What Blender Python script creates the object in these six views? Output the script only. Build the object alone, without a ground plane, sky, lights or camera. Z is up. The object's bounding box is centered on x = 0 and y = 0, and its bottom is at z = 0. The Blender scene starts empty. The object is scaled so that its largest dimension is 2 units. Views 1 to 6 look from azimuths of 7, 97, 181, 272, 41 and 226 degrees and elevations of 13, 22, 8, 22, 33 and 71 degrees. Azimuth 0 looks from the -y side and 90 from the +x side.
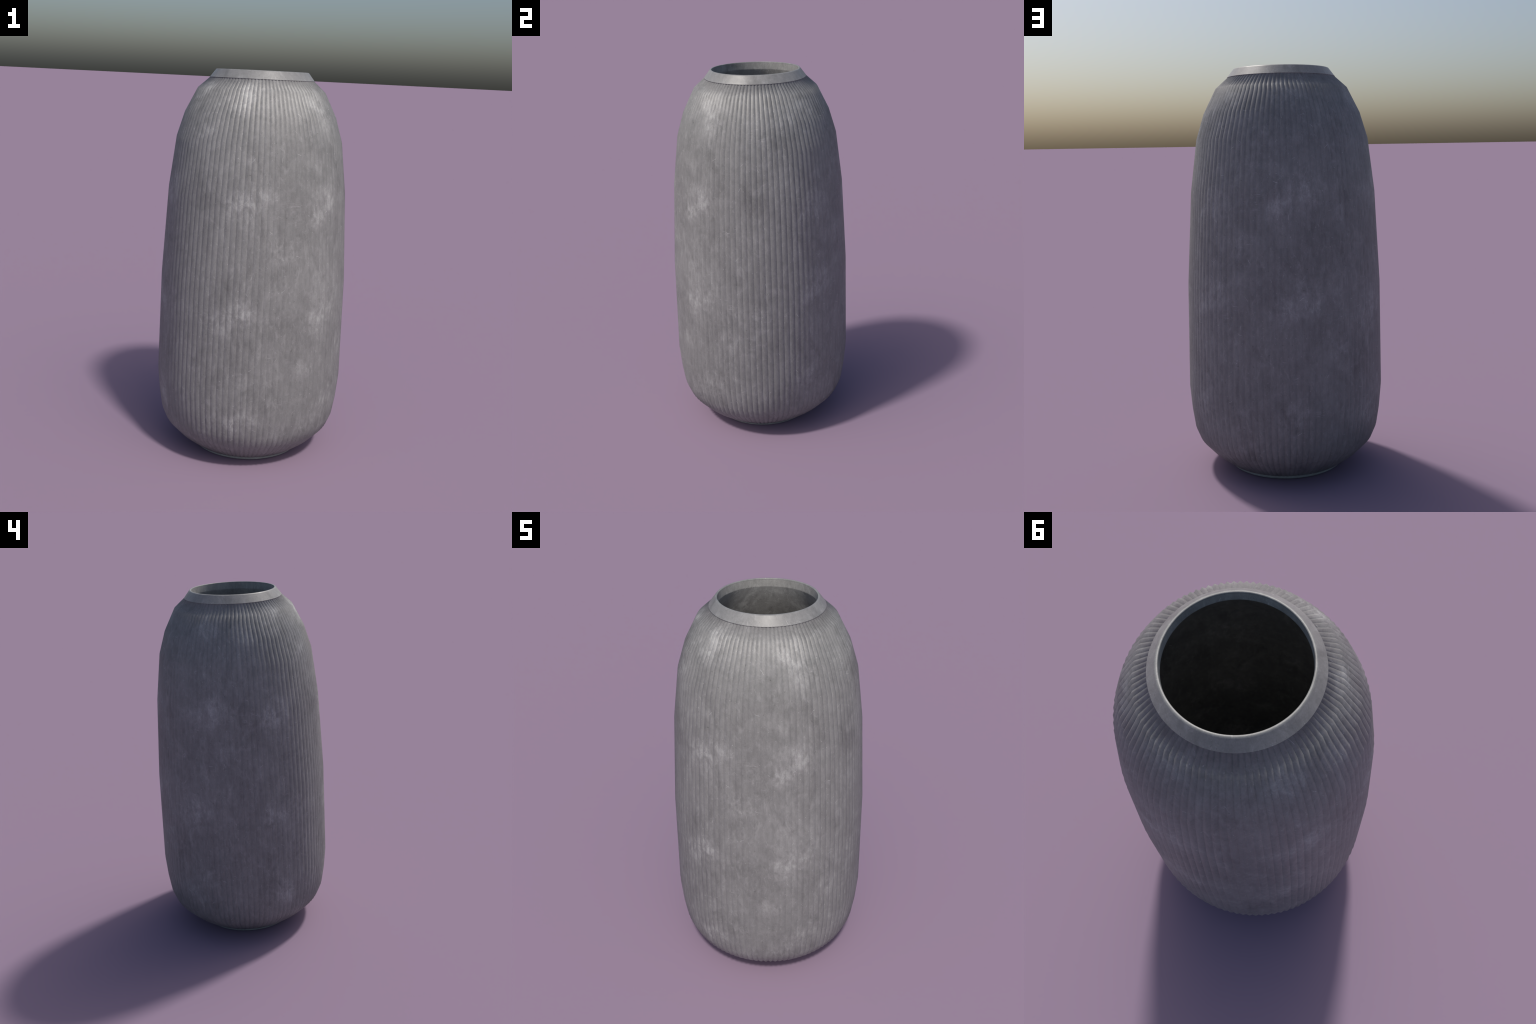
"""A tall ribbed concrete vase: a zig-zag fluted body, a smooth chamfered rim,
a hollow smooth interior and a short plain foot."""
import bpy, bmesh, math
from mathutils import Vector

RIBS = 100                 # vertical flutes round the body
# outer profile of the rib crests (radius, height), coarse like the turned original
BODY = [(0.2666, 1.9589), (0.2674, 1.9562), (0.3250, 1.9050), (0.3870, 1.7830), (0.4255, 1.6590),
        (0.4595, 1.4000), (0.4865, 0.9440), (0.4945, 0.4170), (0.4845, 0.2950), (0.4710, 0.2040),
        (0.4475, 0.1460), (0.3860, 0.0790), (0.3132, 0.0215)]
# flute depth at each of those rings: nothing on the ledge under the rim, deepest where the shell turns
DEPTH = [0.0, 0.0060, 0.0080, 0.0068, 0.0057, 0.0049, 0.0047, 0.0048, 0.0056, 0.0074, 0.0082, 0.0082, 0.0050]
RIM = [(0.2666, 1.9590), (0.2656, 1.9603), (0.2430, 1.9892), (0.2380, 1.9955), (0.2352, 1.9990), (0.2322, 2.0000),
       (0.2284, 2.0000), (0.2270, 1.9988), (0.2264, 1.9965), (0.2262, 1.9940)]
# the inside wall shares one smooth surface with the inner collar
INSIDE = [(0.2262, 1.9940), (0.2260, 1.9630), (0.2262, 1.9580), (0.3450, 1.7720), (0.4080, 1.6000),
          (0.4410, 1.3980), (0.4680, 0.9430), (0.4760, 0.4180), (0.4530, 0.2120), (0.4300, 0.1600),
          (0.3700, 0.0960), (0.3000, 0.0420), (0.1500, 0.0360), (0.0, 0.0350)]
FOOT = [(0.3120, 0.0222), (0.2960, 0.0205), (0.2925, 0.0175), (0.2945, 0.0145), (0.2950, 0.0120), (0.2945, 0.0040), (0.2915, 0.0005),
        (0.2880, 0.0000), (0.2700, 0.0000), (0.2650, 0.0060), (0.1300, 0.0070), (0.0, 0.0070)]


def new_object(name, bm, mat, parent):
    me = bpy.data.meshes.new(name)
    bm.to_mesh(me)
    bm.free()
    me.materials.append(mat)
    ob = bpy.data.objects.new(name, me)
    bpy.context.scene.collection.objects.link(ob)
    ob.parent = parent
    return ob


def lathe(profile, steps, outward=True):
    """Surface of revolution; a profile point on the axis closes to a fan."""
    bm = bmesh.new()
    rings = []
    for r, z in profile:
        if r < 1e-6:
            rings.append([bm.verts.new((0, 0, z))])
        else:
            rings.append([bm.verts.new((r * math.cos(2 * math.pi * i / steps),
                                        r * math.sin(2 * math.pi * i / steps), z)) for i in range(steps)])
    for a, b in zip(rings, rings[1:]):
        for i in range(steps):
            j = (i + 1) % steps
            vs = [a[i], a[j], b[j], b[i]] if len(b) > 1 else [a[i], a[j], b[0]]
            f = bm.faces.new(vs[::-1])
            f.smooth = True
    return bm


def fluted_body():
    """Two columns per rib: crest and valley.  Crests shade smooth, valleys are sharp creases."""
    bm = bmesh.new()
    n = RIBS * 2
    rings = []
    for k, (r, z) in enumerate(BODY):
        depth = DEPTH[k]
        ring = []
        for i in range(n):
            a = 2 * math.pi * i / n
            rr = r - (depth if i % 2 == 0 else 0.0)
            ring.append(bm.verts.new((rr * math.cos(a), rr * math.sin(a), z)))
        rings.append(ring)
    for a, b in zip(rings, rings[1:]):
        for i in range(n):
            j = (i + 1) % n
            f = bm.faces.new([a[j], a[i], b[i], b[j]])
            f.smooth = True
            e = bm.edges.get((a[i], b[i]))
            if i % 2 == 0:
                e.smooth = False
    return bm


# ------------------------------------------------------------------ material
class Nodes:
    def __init__(self, name):
        self.mat = bpy.data.materials.new(name)
        self.mat.use_nodes = True
        self.t = self.mat.node_tree
        self.t.nodes.clear()

    def node(self, kind, inputs=None, **props):
        n = self.t.nodes.new(kind)
        for k, v in props.items():
            setattr(n, k, v)
        for k, v in (inputs or {}).items():
            if isinstance(v, bpy.types.NodeSocket):
                self.t.links.new(v, n.inputs[k])
            else:
                n.inputs[k].default_value = v
        return n

    def math(self, op, a, b=0.0, c=0.0, clamp=False):
        return self.node("ShaderNodeMath", {0: a, 1: b, 2: c}, operation=op, use_clamp=clamp).outputs[0]

    def ramp(self, v, lo, hi, a=0.0, b=1.0, smooth=True):
        return self.node("ShaderNodeMapRange", {0: v, 1: lo, 2: hi, 3: a, 4: b},
                         interpolation_type="SMOOTHSTEP" if smooth else "LINEAR").outputs[0]

    def noise(self, vec, scale, detail=4.0, rough=0.55, distortion=0.0, offset=(0, 0, 0), stretch=(1, 1, 1)):
        m = self.node("ShaderNodeMapping", {"Vector": vec, "Location": offset, "Scale": stretch})
        return self.node("ShaderNodeTexNoise", {"Vector": m.outputs[0], "Scale": scale, "Detail": detail,
                                                "Roughness": rough, "Distortion": distortion}).outputs[0]

    def mix(self, fac, a, b):
        n = self.node("ShaderNodeMix", data_type="RGBA")
        for k, v in ((0, fac), (6, a), (7, b)):
            if isinstance(v, bpy.types.NodeSocket):
                self.t.links.new(v, n.inputs[k])
            else:
                n.inputs[k].default_value = v
        return n.outputs[2]


# pale worn patches: heading round the vase (degrees), height, size, strength
PATCHES = [
    (-33, 1.40, .060, 1.0), (-43, 1.33, .050, .8), (-84, 1.41, .060, .9), (-94, 1.37, .055, 1.0), (-74, 1.43, .035, .6),
    (-149, 1.42, .060, .9), (-155, 1.37, .045, .8), (166, 1.44, .065, 1.0), (150, 1.40, .050, .7), (103, 1.43, .065, .9),
    (90, 1.36, .045, .9), (50, 1.37, .060, .8), (39, 1.35, .045, .9),
    (-31, .86, .060, 1.0), (-42, .80, .045, 1.1), (-88, .85, .050, 1.1), (-99, .79, .055, .8), (-141, .86, .055, .9),
    (-155, .82, .050, 1.0), (155, .87, .060, .9), (145, .83, .050, .7), (105, .93, .060, .8), (93, .88, .045, .9),
    (49, .94, .060, .8), (39, .88, .045, .7),
    (-33, 1.86, .055, 1.0), (-27, 1.78, .050, .8), (-85, 1.89, .050, .9), (-97, 1.85, .060, .9), (-137, 1.89, .055, .8),
    (48, 1.84, .050, .7), (28, 1.79, .045, .8), (95, 1.85, .050, .8), (160, 1.84, .055, .8), (-172, 1.80, .040, .6),
    (-84, .30, .060, .9), (-94, .26, .050, .7), (-31, .33, .060, .9), (-43, .26, .050, .6), (-150, .32, .060, .8),
    (147, .33, .055, .8), (35, .40, .050, .8), (96, .39, .055, .7), (160, .45, .050, .8), (43, .46, .040, .5),
    (-66, 1.16, .050, .7), (-40, 1.15, .035, .4), (66, 1.17, .045, .6), (174, 1.22, .045, .6), (-119, 1.72, .035, .7),
    (12, 1.61, .030, .7), (160, 1.60, .045, .6), (-51, .56, .050, .5), (-14, .63, .050, .5), (-88, .52, .045, .5),
    (-36, 1.02, .045, .6), (122, .68, .045, .5), (5, .79, .028, .7), (-88, 1.30, .035, .6), (-89, 1.60, .040, .3),
]
# bundles of fine sideways scratches: heading, height, half width
SCRAPES = [(-60, 1.34, .085), (-112, .80, .085), (-58, .20, .08), (6, .80, .085), (60, .88, .08), (120, .85, .08),
           (178, .80, .07), (-175, 1.36, .09), (75, 1.38, .09), (8, 1.72, .075), (-62, .40, .05), (110, .36, .09), (-10, .84, .06)]


def around(deg, z):
    r = 0.47 if z < 1.6 else 0.47 - (z - 1.6) * 0.55
    return (r * math.cos(math.radians(deg)), r * math.sin(math.radians(deg)), z)


def concrete(name, base=(0.200, 0.2015, 0.2005), amount=1.0, rough=0.47):
    """Grey cast concrete: clouds, pale worn patches, faint vertical streaks, scratches, specks and grain."""
    g = Nodes(name)
    pos = g.node("ShaderNodeTexCoord").outputs["Object"]
    xyz = g.node("ShaderNodeSeparateXYZ", {0: pos})
    x, y, z = xyz.outputs
    heading = g.math("ARCTAN2", y, x)
    flat = g.node("ShaderNodeCombineXYZ", {0: g.math("MULTIPLY", heading, 0.47), 1: z, 2: 0.0}).outputs[0]

    # broad clouds, mid mottling, vertical streaks, grain
    cloud = g.noise(pos, 5.0, 5, 0.6, 0.4, (3, 1, 7), (1, 1, .75))
    mottle = g.noise(pos, 17.0, 6, 0.65, 0.6, (1, 5, 2), (1, 1, .7))
    streak = g.noise(pos, 34.0, 4, 0.6, 0.0, (9, 2, 4), (1, 1, .09))
    grain = g.noise(pos, 210.0, 3, 0.7)
    dirt = g.noise(pos, 8.5, 6, 0.62, 0.8, (13, 8, 1), (1, 1, .6))

    wisp = g.noise(pos, 11.0, 8, 0.68, 1.2, (21, 3, 14), (1, 1, .7))
    smear = g.noise(pos, 30.0, 5, 0.65, 0.5, (2, 17, 6), (1, 1, .35))

    fine = g.noise(pos, 62.0, 6, 0.72, 0.3, (5, 19, 8), (1, 1, .5))
    chalk = g.noise(pos, 26.0, 7, 0.75, 0.8, (31, 4, 23), (1, 1, .45))

    # warped position gives the patches ragged edges
    wa = g.node("ShaderNodeTexNoise", {"Vector": pos, "Scale": 18.0, "Detail": 8.0, "Roughness": 0.75}).outputs["Color"]
    wv = g.node("ShaderNodeVectorMath", {0: wa, 1: (0.5, 0.5, 0.5)}, operation="SUBTRACT").outputs[0]
    wv = g.node("ShaderNodeVectorMath", {0: wv, "Scale": 0.16}, operation="SCALE").outputs[0]
    warped = g.node("ShaderNodeVectorMath", {0: pos, 1: wv}, operation="ADD").outputs[0]
    total = 0.0
    for deg, h, size, k in PATCHES:
        d = g.node("ShaderNodeVectorMath", {0: warped, 1: around(deg, h)}, operation="DISTANCE").outputs["Value"]
        total = g.math("ADD", total, g.ramp(d, size * 1.9, size * 0.2, 0.0, k))
    patch = g.math("MULTIPLY", total, g.ramp(mottle, 0.40, 0.62, 0.30, 1.2))
    patch = g.math("MULTIPLY", patch, g.ramp(fine, 0.36, 0.60, 0.55, 1.2))
    patch = g.math("MINIMUM", patch, 1.25)

    # sideways scratch bundles
    bundle = 0.0
    for deg, h, size in SCRAPES:
        d = g.node("ShaderNodeVectorMath", {0: pos, 1: around(deg, h)}, operation="DISTANCE").outputs["Value"]
        bundle = g.math("ADD", bundle, g.ramp(d, size, size * 0.3))
    line = g.noise(flat, 150.0, 2, 0.5, 0.0, (4, 2, 0), (.07, 1, 1))
    line = g.math("ABSOLUTE", g.math("SUBTRACT", line, 0.5))
    gate = g.noise(flat, 22.0, 2, 0.5, 0.0, (7, 7, 0), (.6, 1, 1))
    scrape = g.math("MULTIPLY", g.math("MULTIPLY", g.ramp(line, 0.022, 0.004), g.ramp(gate, 0.50, 0.60)), bundle)

    # single short ticks: one randomly turned dash in some of the cells
    def ticks(cells, length, width, share, seed):
        m = g.node("ShaderNodeMapping", {"Vector": flat, "Location": (seed, seed * 1.7, 0)}).outputs[0]
        bend = g.node("ShaderNodeTexNoise", {"Vector": m, "Scale": 40.0, "Detail": 1.0}).outputs["Color"]
        bend = g.node("ShaderNodeVectorMath", {0: bend, "Scale": 0.012}, operation="SCALE").outputs[0]
        m = g.node("ShaderNodeVectorMath", {0: m, 1: bend}, operation="ADD").outputs[0]
        v = g.node("ShaderNodeTexVoronoi", {"Vector": m, "Scale": cells, "Randomness": 0.9}, voronoi_dimensions="2D")
        rnd = g.node("ShaderNodeSeparateXYZ", {0: v.outputs["Color"]})
        off = g.node("ShaderNodeVectorMath", {0: m, 1: v.outputs["Position"]}, operation="SUBTRACT").outputs[0]
        turn = g.node("ShaderNodeVectorRotate", {"Vector": off, "Angle": g.math("MULTIPLY", rnd.outputs[0], 3.1416)},
                      rotation_type="Z_AXIS").outputs[0]
        p = g.node("ShaderNodeSeparateXYZ", {0: turn})
        on = g.math("LESS_THAN", rnd.outputs[1], share)
        a = g.ramp(g.math("ABSOLUTE", p.outputs[0]), length, length * .5)
        b = g.ramp(g.math("ABSOLUTE", p.outputs[1]), width, width * .25)
        return g.math("MULTIPLY", g.math("MULTIPLY", a, b), g.math("MULTIPLY", on, g.math("ADD", rnd.outputs[2], 0.3)))

    tick = g.math("ADD", ticks(6.0, .016, .0015, .38, 2.3), ticks(13.0, .011, .0011, .26, 5.1))
    speck = g.math("ADD", ticks(24.0, .0030, .0024, .35, 8.7), ticks(50.0, .0016, .0016, .25, 1.1))
    pit = ticks(20.0, .0045, .0022, .30, 11.9)

    # value = 1 + all contributions
    val = g.math("ADD", 1.0, g.ramp(cloud, 0.25, 0.75, -0.14 * amount, 0.14 * amount, False))
    val = g.math("ADD", val, g.ramp(mottle, 0.25, 0.75, -0.11 * amount, 0.11 * amount, False))
    val = g.math("ADD", val, g.ramp(streak, 0.25, 0.75, -0.045 * amount, 0.045 * amount, False))
    val = g.math("ADD", val, g.ramp(grain, 0.2, 0.8, -0.11, 0.11, False))
    val = g.math("ADD", val, g.ramp(fine, 0.25, 0.75, -0.14 * amount, 0.14 * amount, False))
    val = g.math("ADD", val, g.ramp(chalk, 0.52, 0.68, 0.0, 0.24 * amount))
    val = g.math("ADD", val, g.ramp(dirt, 0.52, 0.72, 0.0, -0.20 * amount))
    val = g.math("ADD", val, g.ramp(wisp, 0.50, 0.70, 0.0, 0.18 * amount))
    val = g.math("ADD", val, g.ramp(smear, 0.25, 0.75, -0.10 * amount, 0.10 * amount, False))
    val = g.math("ADD", val, g.math("MULTIPLY", patch, 0.46 * amount))
    val = g.math("ADD", val, g.math("MULTIPLY", scrape, 0.55 * amount))
    val = g.math("ADD", val, g.math("MULTIPLY", tick, 0.75 * amount))
    val = g.math("ADD", val, g.math("MULTIPLY", speck, 0.45 * amount))
    val = g.math("ADD", val, g.math("MULTIPLY", pit, -0.28 * amount))
    colour = g.node("ShaderNodeVectorMath", {0: base, "Scale": val}, operation="SCALE").outputs[0]
    bump = g.node("ShaderNodeBump", {"Strength": 0.25, "Distance": 0.0015,
                                     "Height": g.math("ADD", grain, g.math("MULTIPLY", mottle, 1.5))}).outputs[0]
    b = g.node("ShaderNodeBsdfPrincipled", {"Base Color": colour, "Normal": bump,
                                            "Roughness": g.ramp(mottle, 0.3, 0.7, rough - .05, rough + .06, False)})
    out = g.node("ShaderNodeOutputMaterial")
    g.t.links.new(b.outputs[0], out.inputs[0])
    return g.mat


def build():
    vase = bpy.data.objects.new("vase", None)
    bpy.context.scene.collection.objects.link(vase)
    vase["label"] = "tall grey concrete vase with fine vertical ribs and smooth rim"
    vase["category"] = "vase"
    shell = concrete("ribbed_concrete")
    smooth = concrete("smooth_concrete", amount=0.95, rough=0.43)
    inner = concrete("inner_concrete", base=(0.275, 0.273, 0.268), amount=1.2)  # paler than the shell: sunlight on the inner wall is lifted into the base colour
    base = concrete("foot_concrete", base=(0.285, 0.303, 0.293), amount=0.6)
    new_object("body", fluted_body(), shell, vase)
    new_object("rim", lathe(RIM, 200), smooth, vase)
    new_object("interior", lathe(INSIDE, 200), inner, vase)
    new_object("foot", lathe(FOOT, 200), base, vase)


build()
